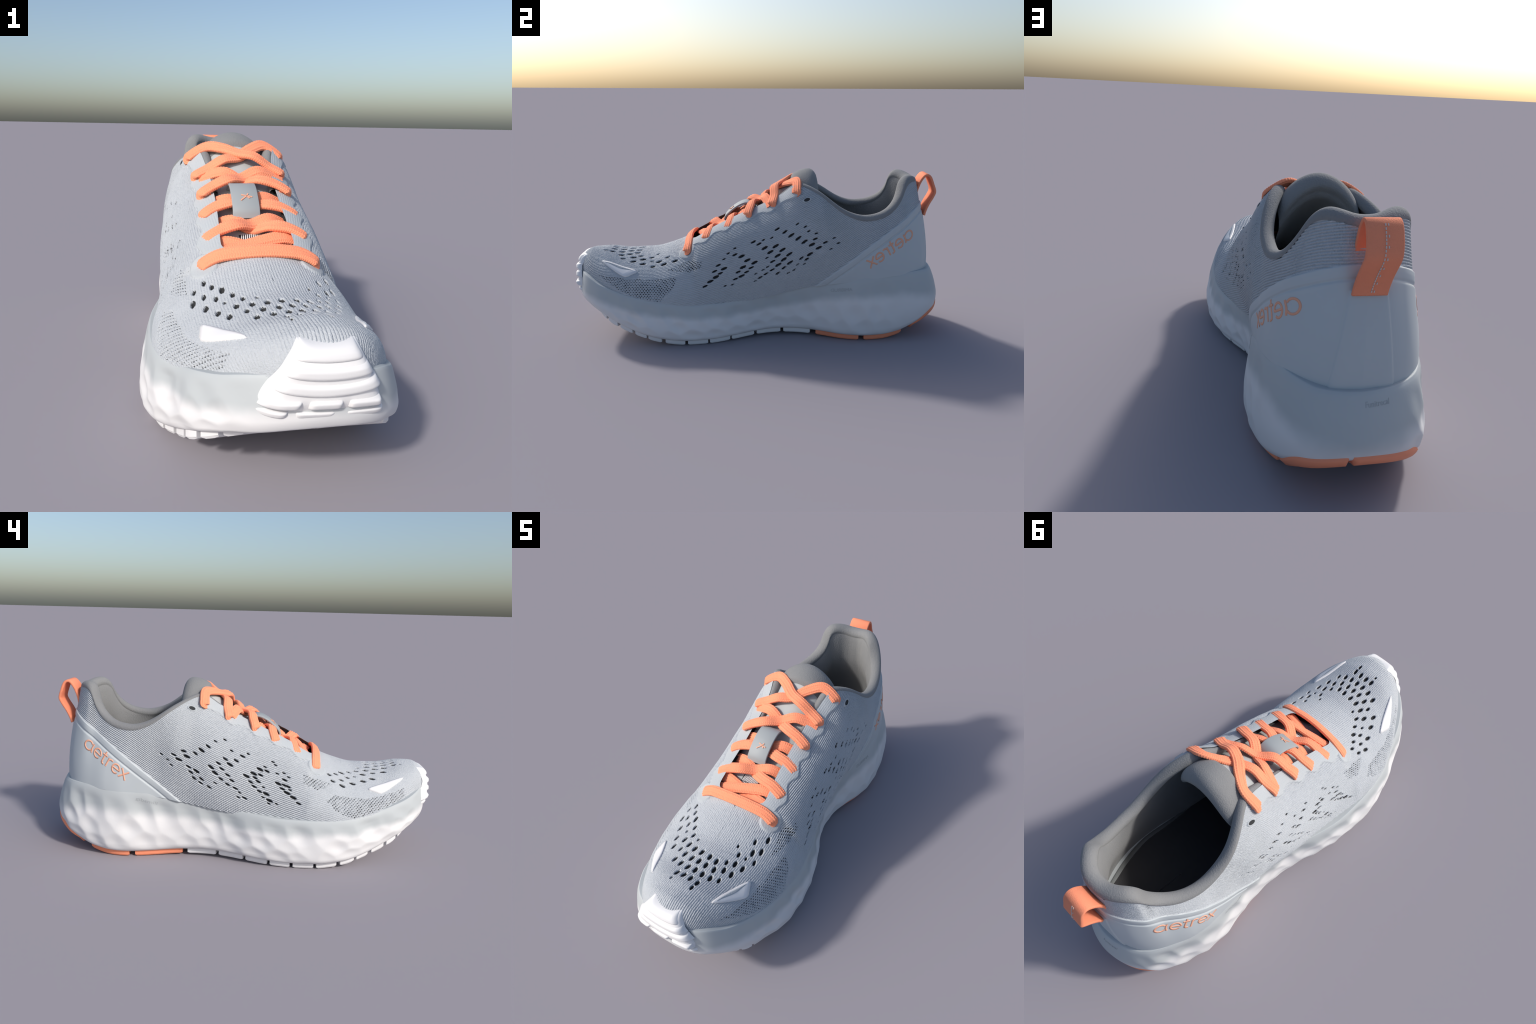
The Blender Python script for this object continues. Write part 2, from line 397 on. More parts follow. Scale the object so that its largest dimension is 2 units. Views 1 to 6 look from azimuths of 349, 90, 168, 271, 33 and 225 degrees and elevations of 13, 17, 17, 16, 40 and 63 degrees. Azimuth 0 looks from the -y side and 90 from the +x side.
MEDIAL_HOLES = [(0.194, 0.644, 1), (0.234, 0.631, 1), (0.092, 0.616, 2), (0.132, 0.604, 2), (0.164, 0.588, 3), (0.200, 0.572, 3), (0.233, 0.555, 3),
    (0.271, 0.540, 3), (0.306, 0.523, 3), (0.340, 0.551, 2), (0.287, 0.569, 2), (0.254, 0.609, 1), (0.293, 0.598, 1), (0.065, 0.574, 1), (0.022,
    0.562, 1), (-0.030, 0.551, 2), (0.000, 0.542, 2), (0.028, 0.522, 3), (0.084, 0.533, 3), (0.119, 0.514, 3), (0.058, 0.501, 3), (0.154, 0.491, 3),
    (0.095, 0.483, 3), (0.127, 0.462, 3), (0.069, 0.452, 2), (0.159, 0.444, 3), (0.101, 0.433, 3), (0.045, 0.424, 1), (0.129, 0.415, 2), (0.067,
    0.406, 2), (0.198, 0.434, 1), (0.235, 0.434, 1), (0.219, 0.467, 2), (0.247, 0.459, 2), (0.263, 0.487, 3), (-0.159, 0.491, 1), (-0.125, 0.485, 2),
    (-0.089, 0.478, 3), (-0.060, 0.459, 3), (-0.024, 0.447, 3), (-0.182, 0.462, 1), (-0.211, 0.430, 2), (-0.181, 0.414, 3), (-0.230, 0.399, 2),
    (-0.200, 0.390, 2), (-0.224, 0.370, 3), (-0.082, 0.423, 3), (-0.042, 0.419, 2), (-0.107, 0.395, 2), (-0.065, 0.396, 2), (-0.090, 0.374, 3),
    (-0.018, 0.385, 1), (0.035, 0.385, 2), (0.097, 0.384, 2), (0.006, 0.365, 2), (-0.122, 0.358, 2), (0.182, 0.404, 1), (0.153, 0.386, 1), (0.042,
    0.473, 1), (-0.124, 0.517, 1), (0.020, 0.408, 1), (-0.223, 0.367, 2), (-0.252, 0.347, 3), (-0.279, 0.322, 2), (-0.140, 0.328, 1), (-0.177, 0.322,
    1), (-0.091, 0.374, 2), (-0.021, 0.345, 1), (0.385, 0.574, 1), (0.369, 0.516, 1), (0.408, 0.546, 1)]
VAMP_HOLES = [(-0.175, -0.442, 2), (-0.207, -0.458, 2), (-0.154, -0.477, 2), (-0.217, -0.508, 3), (-0.181, -0.504, 2), (-0.127, -0.509, 3), (-0.148,
    -0.538, 2), (-0.100, -0.550, 2), (-0.182, -0.562, 3), (-0.127, -0.577, 1), (-0.076, -0.590, 2), (-0.152, -0.619, 3), (-0.100, -0.623, 3), (-0.037,
    -0.606, 1), (-0.126, -0.669, 3), (-0.079, -0.678, 2), (-0.058, -0.643, 3), (-0.017, -0.655, 3), (0.023, -0.658, 3), (-0.038, -0.696, 3), (-0.062,
    -0.736, 3), (0.005, -0.704, 3), (0.042, -0.703, 3), (-0.020, -0.747, 3), (0.067, -0.661, 3), (0.079, -0.705, 3), (0.021, -0.751, 3), (0.058,
    -0.749, 3), (0.005, -0.800, 3), (0.005, -0.837, 1), (0.038, -0.797, 3), (0.073, -0.798, 3), (0.095, -0.751, 3), (0.109, -0.801, 3), (0.108,
    -0.834, 2), (0.131, -0.747, 3), (0.163, -0.732, 2), (0.119, -0.704, 3), (0.151, -0.679, 3), (0.103, -0.665, 3), (0.138, -0.641, 2), (0.169,
    -0.624, 3), (0.184, -0.674, 3), (0.203, -0.620, 3), (0.156, -0.578, 2), (0.133, -0.548, 1), (0.197, -0.533, 3), (0.182, -0.490, 2), (0.223,
    -0.504, 3), (0.221, -0.445, 3), (0.224, -0.562, 2), (0.188, -0.573, 1)]
HOLE_SIDE = {1: (.018, .006), 2: (.028, .0088), 3: (.035, .012)}
HOLE_VAMP = {1: (.015, .009), 2: (.025, .0125), 3: (.031, .0155)}
# zones of tiny mesh openings on the forefoot sides, as outlines in (y, z)
MESH_ZONES = {-1: [[(-.306, .456), (-.452, .401), (-.372, .388), (-.306, .422)],
                   [(-.415, .345), (-.466, .363), (-.576, .341), (-.709, .350), (-.837, .368), (-.834, .329), (-.711, .287), (-.6, .262), (-.522, .262)]],
              1: [[(-.300, .450), (-.300, .409), (-.359, .386), (-.485, .392), (-.414, .42)],
                  [(-.425, .363), (-.497, .353), (-.656, .349), (-.852, .358), (-.795, .33), (-.699, .281), (-.574, .252), (-.507, .25), (-.445, .316)]]}
def inside(poly, a, b):
    r = np.zeros(a.shape, bool)
    for k in range(len(poly)):
        (a0, b0), (a1, b1) = poly[k], poly[(k + 1) % len(poly)]
        c = ((b0 > b) != (b1 > b)) & (a < (a1 - a0) * (b - b0) / (b1 - b0 + 1e-12) + a0)
        r ^= c
    return r

def build_upper(side):
    G, arc, s, d, Ts = upper_grid(side)
    N = grid_normals(G)
    if side > 0: pass
    N = N if (N[NS // 2, NT // 3, 0] * side) > 0 else -N
    # rib phase: ribs run parallel to the ridge, straight on towards the heel
    zB = G[:, 0, 2]; Ltot = arc[:, -1]; yB = G[:, 0, 1]
    k = np.searchsorted(G[:, -1, 1], -.40)
    Zs = Ltot + zB + side * (G[:, -1, 0] - .03)      # straight ribs over the vamp, not bent with the ridge
    slope = np.interp(yB, [-.5, -.1, .2, .6, .8, .95], [.16, .34, .50, .58, .48, .25])
    for i in range(k, NS):
        Zs[i] = Zs[i - 1] + slope[i] * (yB[i] - yB[i - 1])
    Zs = Zs - .0
    psi = arc + zB[:, None] - Zs[:, None]
    psi = psi + .0016 * vnoise(G, 16, 5)
    pitch = .0092
    ph = np.mod(psi / pitch, 1.0)
    sharp = np.interp(G[..., 1], [-.45, -.2], [4.0, 2.2])
    rib = 1 - np.abs(2 * ph - 1) ** sharp          # rounded rib, sharp groove
    # eyestay: raised scalloped band below the throat edge
    dist_top = (Ltot[:, None] - arc)
    yy = G[..., 1]
    sc = np.zeros(NS)
    yT = G[:, -1, 1]
    ey = np.array(EYELET_Y)
    near = np.exp(-((yT[:, None] - (ey[None] - .01)) / .034) ** 2).max(1)
    width = .062 + .026 * near
    in_throat = smooth(-.40, -.37, yT) * (s < d[14]) 
    front_d = G[:, -1:, 1] * 0 + yy
    width = np.where(yT > .1, width * np.interp(yT, [.1, .22], [1, .75]), width)
    stay = smooth(.004, -.006, dist_top - width[:, None]) * in_throat[:, None]
    # front end: rounded tab of the overlay round the first eyelet
    e0 = EY['L' if side < 0 else 'M'][0]
    rd0 = np.sqrt((G[..., 0] - e0[0]) ** 2 + (yy - e0[1] + .004) ** 2 + (G[..., 2] - e0[2]) ** 2)
    stay = np.maximum(stay, smooth(.054, .044, rd0) * (yy < -.33))
    fade = smooth(-.45, -.40, yy) * smooth(.25, .1, np.abs(G[..., 0] - .016)) * (yy < -.34)
    cl = counter_line(G)
    counter = smooth(.004, -.003, cl) * (yy > .22)
    ribamp = .0056 * (1 - .85 * stay) * (1 - counter) * (1 - .6 * fade) * smooth(0, .012, Ltot)[:, None]
    ribamp = ribamp * np.interp(yy, [-.95, -.85, -.5, -.25], [.6, .45, .38, 1])
    disp = ribamp * (rib - .6)
    zz = G[..., 2]
    cross = np.abs(np.mod(yy / .0085, 1.0) * 2 - 1) ** 3
    low = smooth(.13, .05, zz - zB[:, None]) * smooth(-.15, .02, yy) * smooth(.42, .3, yy) * (side < 0)
    disp -= .0016 * cross * low * (1 - counter)
    disp += .0065 * stay
    # heel counter: raised panel with a rolled trim and a groove behind it
    disp += counter * (.006 + .0015 * smooth(-.03, -.012, cl) - .0045 * np.exp(-((cl + .036) / .005) ** 2))
    # centre strip of the counter
    zz = G[..., 2]; xx = G[..., 0]
    xl = np.interp(zz, [.37, .66], [-.075, -.038]); xr = np.interp(zz, [.37, .66], [.118, .068])
    strip = smooth(-.003, .003, np.minimum(np.minimum(xx - xl, xr - xx), .652 - zz)) * (yy > .82)
    disp += .0042 * strip
    disp += .0012 * vnoise(G, 9, 2) * (1 - counter)
    hole = np.zeros(G.shape[:2])
    tu = unit(np.gradient(G, axis=0)); tv = unit(np.gradient(G, axis=1))
    todo = []
    flank = np.where((G[..., 1] > -.34) & (G[..., 1] < .5), 0, 9.0)
    for (y, z, k) in (LATERAL_HOLES if side < 0 else MEDIAL_HOLES):
        todo.append((np.argmin((yy - y) ** 2 + (zz - z) ** 2 + flank), HOLE_SIDE[k]))
    roof = np.where((yy < -.42) & (zz > .4), 0, 9.0)
    for (x, y, k) in VAMP_HOLES:
        if abs(x - .036) < .0 or True:
            dm = (xx - x) ** 2 + (yy - y) ** 2 + roof
            m = np.argmin(dm)
            if dm.flat[m] < 4e-4: todo.append((m, HOLE_VAMP[k], (x, y)))
    for item in todo:
        (i0, j0), (ln, wd) = np.unravel_index(item[0], G.shape[:2]), item[1]
        c = G[i0, j0].copy()
        if len(item) > 2: c[:2] = item[2]
        i0 = min(max(i0, 1), NS - 2)
        wi = 26; a0, a1, b0, b1 = max(i0 - wi, 0), i0 + wi, max(j0 - wi, 0), j0 + wi
        e1 = tu[i0, j0]; e2 = tv[i0, j0]; e2 = unit(e2 - e1 * (e1 @ e2))
        g1 = (psi[i0 + 1, j0] - psi[i0 - 1, j0]) / np.linalg.norm(G[i0 + 1, j0] - G[i0 - 1, j0])
        rd = unit(e1 - e2 * np.clip(g1 - .12, -.8, .8)); rp = unit(np.cross(N[i0, j0], rd))
        q = G[a0:a1, b0:b1] - c
        r = np.sqrt(((q @ rd) / (ln / 2)) ** 2 + ((q @ rp) / (wd / 2)) ** 2)
        hole[a0:a1, b0:b1] = np.maximum(hole[a0:a1, b0:b1], np.clip(1.6 - r, 0, 1.6))
    # tiny mesh openings sit in the grooves, staggered from rib to rib
    row_ = np.floor(psi / pitch + .5)
    along = np.mod(yy / .0148 + .5 * np.mod(row_, 2), 1.0) - .5
    across = np.mod(psi / pitch + .5, 1.0) - .5
    rr = np.sqrt((along / .30) ** 2 + (across / .42) ** 2) + .25 * vnoise(G, 60, 9)
    zone = np.zeros(G.shape[:2], bool)
    for poly in MESH_ZONES[side]: zone |= inside(poly, yy + .006 * vnoise(G, 30, 4), zz + .006 * vnoise(G, 30, 6))
    tiny = np.where(zone, np.clip(1.25 - rr, 0, 1.25), 0)
    pit = smooth(.3, 1.0, hole)
    disp = disp * (1 - pit * .7) - .013 * pit - .004 * smooth(.1, .7, tiny)
    hole = np.maximum(hole, np.where(tiny > .45, 1.0, 0))
    G2 = G + N * disp[..., None]
    return dict(G=G2, base=G, N=N, stay=stay, counter=counter, hole=hole, s=s, d=d, T=Ts, side=side, psi=psi)

def clean(ob):
    bm = bmesh.new(); bm.from_mesh(ob.data)
    loose = [v for v in bm.verts if not v.link_faces]
    bmesh.ops.delete(bm, geom=loose, context='VERTS')
    bm.to_mesh(ob.data); bm.free()

# ------------------------------------------------------------------ assemble
root = bpy.data.objects.new('running_shoe', None)
bpy.context.scene.collection.objects.link(root)
root['label'] = 'light grey knit running shoe with orange laces and white foam sole'
root['category'] = 'running shoe'
def child(ob, parent=None):
    ob.parent = parent or root
    return ob

def mat_midsole():
    m = Nodes('foam_midsole')
    X = m.xyz()
    w = m.maprange(X[0], -.1, .15)
    ya = [(y, z) for y, z in ZT_M[::2]]; yb = [(y, z) for y, z in ZT_L[::2]]
    za = m.curve(X[1], ya, -1.0, 1.0); zb = m.curve(X[1], yb, -1.0, 1.0)
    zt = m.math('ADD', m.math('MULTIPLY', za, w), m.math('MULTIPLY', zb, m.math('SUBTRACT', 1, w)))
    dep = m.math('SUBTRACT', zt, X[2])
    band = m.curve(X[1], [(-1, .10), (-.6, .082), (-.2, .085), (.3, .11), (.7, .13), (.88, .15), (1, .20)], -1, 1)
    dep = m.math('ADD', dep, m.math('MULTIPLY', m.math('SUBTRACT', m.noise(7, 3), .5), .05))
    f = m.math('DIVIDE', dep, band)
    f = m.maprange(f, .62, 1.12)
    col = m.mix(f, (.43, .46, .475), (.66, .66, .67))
    return m.finish(col, .55, m.noise(120, 3), .06, .003)

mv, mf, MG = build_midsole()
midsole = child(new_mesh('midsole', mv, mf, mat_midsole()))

#HOLES-BEGIN
#HOLES-END

uppers = {sd: build_upper(sd) for sd in (-1, 1)}
# one smooth surface of both halves, then separated by region
V, F, FR, FM = [], [], [], []
off = 0
for sd, U in uppers.items():
    g = U['G']; f = grid_faces(NS, NT)
    if sd > 0: f = f[:, ::-1]
    fl = lambda a: a.reshape(-1)[f].mean(1)
    reg = np.zeros(len(f), int)
    reg[fl(U['stay']) > .5] = 1
    reg[fl(U['counter']) > .5] = 2
    V.append(g.reshape(-1, 3)); F.append(f + off); FR.append(reg); FM.append((fl(U['hole']) > .55).astype(int))
    off += g.shape[0] * g.shape[1]
V = np.vstack(V); F = np.vstack(F); FR = np.concatenate(FR); FM = np.concatenate(FM)
# orientation check
c = V[F].mean(1); n = np.cross(V[F[:, 1]] - V[F[:, 0]], V[F[:, 2]] - V[F[:, 0]])
if (n[:, 0] * np.sign(c[:, 0] - .02)).sum() < 0: F = F[:, ::-1]
# vertex normals of the whole body
fn = np.cross(V[F[:, 2]] - V[F[:, 0]], V[F[:, 3]] - V[F[:, 1]])
VN = np.zeros_like(V)
for k in range(4): np.add.at(VN, F[:, k], fn)
# weld normals along ridge and heel seam
half = NS * NT
for idx in (np.arange(NS) * NT + NT - 1, (NS - 1) * NT + np.arange(NT), np.arange(NT)):
    a, b = idx, idx + half
    same = np.linalg.norm(V[a] - V[b], axis=1) < .004
    sm = VN[a] + VN[b]
    VN[a[same]] = sm[same]; VN[b[same]] = sm[same]
    mid = (V[a] + V[b]) / 2
    V[a[same]] = mid[same]; V[b[same]] = mid[same]
VN = unit(VN)
def region(name, r, mats):
    keep = np.nonzero(FR == r)[0]
    f = F[keep]; used, inv = np.unique(f, return_inverse=True)
    ob = new_mesh(name, V[used], inv.reshape(f.shape), mats)
    if len(mats) > 1:
        ob.data.polygons.foreach_set('material_index', FM[keep])
    ob.data.normals_split_custom_set_from_vertices([tuple(v) for v in VN[used]])
    return child(ob)
knit = region('knit_upper', 0, [M_KNIT, M_HOLE])
stay = region('eyestay', 1, [M_STAY])
counter = region('heel_counter', 2, [M_COUNTER])
VB = np.vstack([uppers[sd]['base'].reshape(-1, 3) for sd in (-1, 1)])
BV = BVHTree.FromPolygons([Vector(v) for v in VB], [tuple(map(int, f)) for f in F])

# ------------------------------------------------------------------ collar roll, lining, insole
def collar():
    """padded roll from the lateral throat round the heel to the medial throat, then down inside"""
    pts, rad, Bp = [], [], []
    for sd in (-1, 1):
        U = uppers[sd]
        i0 = np.searchsorted(U['s'], U['d'][12] * .35 + U['d'][11] * .65)
        T = U['base'][i0:, -1]; Nn = U['N'][i0:, -1]; Bq = U['base'][i0:, 0]
        dn = unit(U['base'][i0:, -8] - T)
        y = U['s'][i0:]
        w = smooth(U['d'][12], U['d'][14] + .005, U['s'][i0:])
        cols = np.linspace(1, 0, 15)[1:]
        wall = np.concatenate([U['base'][i0:, int(c * (NT - 1))] - U['N'][i0:, int(c * (NT - 1))] * (.026 + .012 * math.sin(math.pi * c) + .045 * smooth(.5, .75, U['base'][i0:, -1, 1])[:, None] * smooth(.15, .75, c)) for c in cols], 1)
        pts.append((T, Nn, dn, w, wall))
    L, Mm = pts
    cat = [np.vstack([L[k], Mm[k][::-1][1:]]) if k != 3 else np.r_[L[3], Mm[3][::-1][1:]] for k in range(5)]
    T, Nn, dn, w, wall = cat
    step = np.r_[0, np.cumsum(np.linalg.norm(np.diff(T, axis=0), axis=1))]
    n = 420
    u = np.linspace(0, step[-1], n)
    rs = lambda a: np.stack([np.interp(u, step, a[:, k]) for k in range(a.shape[1])], 1)
    T, Nn, dn, wall = rs(T), unit(rs(Nn)), unit(rs(dn)), rs(wall)
    w = np.interp(u, step, w)
    def sm(a, m=7):
        ker = np.ones(2 * m + 1) / (2 * m + 1)
        return np.stack([np.convolve(np.pad(a[:, k], m, mode='edge'), ker, 'valid') for k in range(a.shape[1])], 1)
    T, Nn, dn = sm(T), unit(sm(sm(Nn, 18), 12)), unit(sm(dn, 10))
    wall = sm(wall, 10)
    up, inn = -dn, -Nn
    R = .010 + .0125 * w * (1 + .35 * smooth(.6, .8, T[:, 1]))
    S = []
    # padded roll: from the outer edge over the crest and inwards
    for a in np.linspace(-.35, math.pi * 1.1, 26):
        S.append(T + inn * (R * (.95 - 1.15 * math.cos(a)))[:, None] + up * (R * (.25 + 1.05 * math.sin(a)))[:, None])
    # lining follows the inside of the upper down to the footbed
    last = S[-1]
    m = wall.shape[1] // 3
    for k in range(m):
        e = wall[:, 3 * k:3 * k + 3]
        f_ = smooth(0, 3.5, k + .5)
        S.append(last * (1 - f_) + e * f_ if k < 3 else e)
    return np.stack(S, 1)
CG = collar()
nc = CG.shape[1]
f = grid_faces(CG.shape[0], nc)
G0 = CG.copy()
lin = child(new_mesh('collar_lining', CG.reshape(-1, 3), f, M_LINING))
bm = bmesh.new(); bm.from_mesh(lin.data); bmesh.ops.recalc_face_normals(bm, faces=bm.faces); bm.to_mesh(lin.data); bm.free()

def insole():
    # footbed: fills the loop of the foam line, slightly dished
    lat_, med_ = uppers[-1]['base'][::6, 0], uppers[1]['base'][::6, 0]
    rim = np.vstack([lat_, med_[::-1][1:-1]])
    mid = np.stack([np.interp(rim[:, 1], [-1, -.5, 0, 1], [.06, .02, -.03, .025]), np.clip(rim[:, 1], -.8, .75)], 1)
    vs, rings = [], 10
    for k in range(rings + 1):
        fk = .06 + .94 * k / rings
        xy = rim[:, :2] * (1 - fk) + mid * fk
        vs.append(np.column_stack([xy, rim[:, 2] + .004 - .022 * (k / rings) ** .6]))
    return np.stack(vs, 1)
IG = insole()
ins = child(new_mesh('insole', IG.reshape(-1, 3), grid_faces(IG.shape[0], IG.shape[1], cu=True), M_INSOLE))
if ins.data.polygons[len(ins.data.polygons) // 2].normal.z < 0: ins.data.flip_normals()

# inner lining of the forefoot (dark, keeps the inside closed)
def inner_shell():
    vs, fs, off = [], [], 0
    for sd in (-1, 1):
        U = uppers[sd]
        g = U['base'][::6, ::8] - U['N'][::6, ::8] * .02
        i1 = int(np.searchsorted(U['s'][::6], U['d'][15]))
        g = g[:i1]
        f = grid_faces(g.shape[0], g.shape[1]) + off
        vs.append(g.reshape(-1, 3)); fs.append(f); off += g.shape[0] * g.shape[1]
    return np.vstack(vs), np.vstack(fs)
a, b = inner_shell()
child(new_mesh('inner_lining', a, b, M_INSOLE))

# ------------------------------------------------------------------ tongue
def tongue_center(y):
    return pchip([-.43, -.36, -.3, -.22, -.1, 0, .06, .10, .14, .17, .2, .23, .27], [.460, .485, .520, .560, .630, .700, .744, .773, .806, .833, .854, .868, .873], y)
def tongue():
    # outer face from the throat to the top lip, round the lip, inner face back down
    yo = np.linspace(-.43, .235, 70)
    path = [(y, tongue_center(y)) for y in yo]
    path = np.array(path)
    lip = np.array([(.262, .873), (.284, .860), (.292, .836), (.284, .806), (.262, .788), (.225, .76), (.17, .715), (.10, .65), (.02, .578), (-.08, .505)])
    P = catmull(np.vstack([path[::6], lip]), 130)
    d = np.r_[0, np.cumsum(np.linalg.norm(np.diff(P, axis=0), axis=1))]
    u = np.linspace(-1, 1, 61)
    G = np.empty((len(P), len(u), 3))
    top = np.argmax(P[:, 0])
    for i, (y, z) in enumerate(P):
        inner = smooth(top - 8, top + 25, i)
        w = np.interp(y, [-.43, -.3, 0, .2, .29], [.12, .145, .155, .165, .16]) - .02 * inner
        drop = np.interp(y, [-.43, -.2, .0, .12, .2, .29], [.012, .018, .035, .095, .13, .125])
        x = .012 + w * u
        zz = z - drop * np.abs(u) ** 2.0
        yy2 = y + .012 * np.abs(u) ** 2 * smooth(.1, .25, y)
        G[i, :, 0] = x; G[i, :, 1] = yy2; G[i, :, 2] = zz
    N = grid_normals(G); N = N if N[30, 30, 2] > 0 else -N
    # padding swells near the top
    pad = .018 * smooth(.165, .19, P[:, 0][:, None] - .03 * u[None] ** 2) * (1 - np.abs(u[None]) ** 6)
    pad = np.where((np.arange(len(P)) > top)[:, None], .003 * (1 - np.abs(u[None]) ** 6), pad)
    G = G + N * pad[..., None]
    return G, P
TG, TP = tongue()
i_split = int(np.argmin(np.abs(TP[:80, 0] - .168)))
nf = grid_faces(TG.shape[0], TG.shape[1])
row = np.arange(len(nf)) // (TG.shape[1] - 1)
VNt = grid_normals(TG); VNt = VNt if VNt[30, 30, 2] > 0 else -VNt
tv = TG.reshape(-1, 3); tn = VNt.reshape(-1, 3)
for nm, sel, mt in (('tongue', row < i_split, M_TONGUE), ('tongue_padding', row >= i_split, M_LINING)):
    ff = nf[sel]; used, inv = np.unique(ff, return_inverse=True)
    f2 = inv.reshape(ff.shape)
    p = tv[used]
    nn = np.cross(p[f2[:, 1]] - p[f2[:, 0]], p[f2[:, 2]] - p[f2[:, 0]])
    if (nn * tn[used][f2[:, 0]]).sum() < 0: f2 = f2[:, ::-1]
    o = child(new_mesh(nm, p, f2, mt))
    o.data.normals_split_custom_set_from_vertices([tuple(v) for v in tn[used]])

# ------------------------------------------------------------------ laces
def ribbon(path, normals, width, thick, n=300, ns=48, ridges=4, name='lace', mat=None, taper=True):
    P = catmull(path, n); Nn = unit(catmull(normals, n))
    Tn = unit(np.gradient(P, axis=0))
    Nn = unit(Nn - Tn * (Nn * Tn).sum(1)[:, None]); Bn = np.cross(Tn, Nn)
    a = np.linspace(0, 2 * np.pi, ns, endpoint=False)
    ca, sa = np.cos(a), np.sin(a)
    sx = np.sign(ca) * np.abs(ca) ** .75; sz = np.sign(sa) * np.abs(sa) ** .6
    w = np.full(n, width); t = np.full(n, thick)
    gr = 1 + (.17 * np.cos(sx * math.pi * ridges) * (np.abs(sa) > .3)) * (ridges > 0)
    G = P[:, None] + Bn[:, None] * (sx[None] * w[:, None] / 2)[..., None] + Nn[:, None] * (sz * gr)[None, :, None] * (t[:, None, None] / 2)
    # braid: slanted stitches, mirrored from cord to cord
    ln = np.r_[0, np.cumsum(np.linalg.norm(np.diff(P, axis=0), axis=1))]
    cord = np.mod(sx * ridges / 2 + .5, 1.0) - .5
    br = np.cos(2 * np.pi * (ln[:, None] / .0085 + 1.2 * np.abs(cord)[None]))
    rad = unit(Bn[:, None] * (ca[None, :, None] * .3) + Nn[:, None] * sa[None, :, None])
    G = G + rad * (.0006 * br)[..., None]
    v = G.reshape(-1, 3); f = list(map(tuple, grid_faces(n, ns, cv=True)[:, ::-1]))
    f.append(tuple(range(ns))); f.append(tuple(range((n - 1) * ns, n * ns))[::-1])
    return child(new_mesh(name, v, f, mat or M_LACE))
def lace_normal(p):
    return np.array([np.clip((p[0] - .016) * 5.0, -.9, .9), -.62, .75])
def lace(path, **k):
    path = np.array(path, float)
    N = np.array([lace_normal(p) for p in path])
    N[0] = N[0] * [1.6, 1, .6]
    return ribbon(path, N, .050, .019, **k)
def out(e, sd, o, dy=0):
    return np.array(e) + np.array([sd * .8 * o, dy - .25 * o, .55 * o])
# first straight bar
e, m_ = EY['L'][0], EY['M'][0]
lace([out(e, -1, -.02), out(e, -1, .006), (-.125, -.375, .509), (-.06, -.380, .521), (.016, -.383, .526), (.09, -.382, .523), (.155, -.378, .511), out(m_, 1, .006), out(m_, 1, -.02)])
def crossing(i, sd, lift, to_eyelet=False, sag=0):
    """from eyelet i on side sd over the tongue to the other side, diving under the eyestay one row up"""
    A = EY['L' if sd < 0 else 'M'][i]; Bq = EY['M' if sd < 0 else 'L'][i + 1]
    A = np.array(A); Bq = np.array(Bq)
    xe = -.105 if sd < 0 else .135
    xo = .135 if sd < 0 else -.105
    yc = (A[1] + Bq[1]) / 2 - (.022 if to_eyelet else 0)
    zc = tongue_center(yc) + .009 + lift
    p = [out(A, sd, -.02), out(A, sd, .008), (xe, A[1] + .010, A[2] + .032)]
    p.append(((xe + .016) / 2, A[1] + .3 * (yc - A[1]) * 2 * .6 + .0, (A[2] + .05) * .45 + zc * .55 + .004))
    p.append((.016, yc, zc))
    if to_eyelet:
        p.append(((xo + .016) / 2, Bq[1] - .42 * (Bq[1] - yc), (Bq[2] + .05) * .5 + zc * .5 + .006))
        p += [(xo, Bq[1] + .0, Bq[2] + .046), out(Bq, -sd, .008), out(Bq, -sd, -.02)]
    else:
        zt = tongue_center(Bq[1] - .03)
        p.append(((xo * .55 + .016 * .45), yc * .45 + (Bq[1] - .02) * .55, tongue_center(yc * .45 + (Bq[1] - .02) * .55) + .022 + lift * .4))
        p.append((xo * 1.05, Bq[1] - .02, tongue_center(Bq[1] - .02) - .006))
        p.append((xo * 1.35, Bq[1] - .01, tongue_center(Bq[1] - .01) - .03))
    return lace(p)
for i in (1, 2, 3):
    crossing(i, 1, .0); crossing(i, -1, .012)
crossing(4, -1, .006, True); crossing(4, 1, .024, True)
# hidden cross between bar and first row
lace([(-.15, -.345, .49), (-.1, -.335, .512), (.0, -.312, .533), (.1, -.29, .548), (.16, -.28, .535)])
lace([(.18, -.345, .492), (.12, -.335, .512), (.02, -.312, .515), (-.08, -.29, .535), (-.14, -.28, .525)])

# ------------------------------------------------------------------ pull tab
def strap(path, x0, x1, thick, name, mat, n=80, shift=None, parent=None):
    P = catmull(path, n)
    T = unit(np.gradient(P, axis=0)); N = np.stack([-T[:, 1], T[:, 0]], 1)
    sec = []
    r = thick / 2
    for a in np.linspace(-np.pi / 2, np.pi / 2, 7): sec.append((1, math.cos(a) * r * .6, math.sin(a) * r))
    for a in np.linspace(np.pi / 2, 1.5 * np.pi, 7): sec.append((0, math.cos(a) * r * .6, math.sin(a) * r))
    G = np.empty((n, len(sec), 3))
    sh = np.zeros(n) if shift is None else np.interp(np.linspace(0, 1, n), *shift)
    for k, (side, dx, dn) in enumerate(sec):
        G[:, k, 0] = (x1 if side else x0) + dx + sh
        G[:, k, 1] = P[:, 0] + N[:, 0] * dn; G[:, k, 2] = P[:, 1] + N[:, 1] * dn
    f = list(map(tuple, grid_faces(n, len(sec), cv=True)))
    ns = len(sec)
    f.append(tuple(range(ns))[::-1]); f.append(tuple(range((n - 1) * ns, n * ns)))
    o = new_mesh(name, G.reshape(-1, 3), f, mat)
    bm = bmesh.new(); bm.from_mesh(o.data); bmesh.ops.recalc_face_normals(bm, faces=bm.faces); bm.to_mesh(o.data); bm.free()
    return child(o, parent), P, N, sh
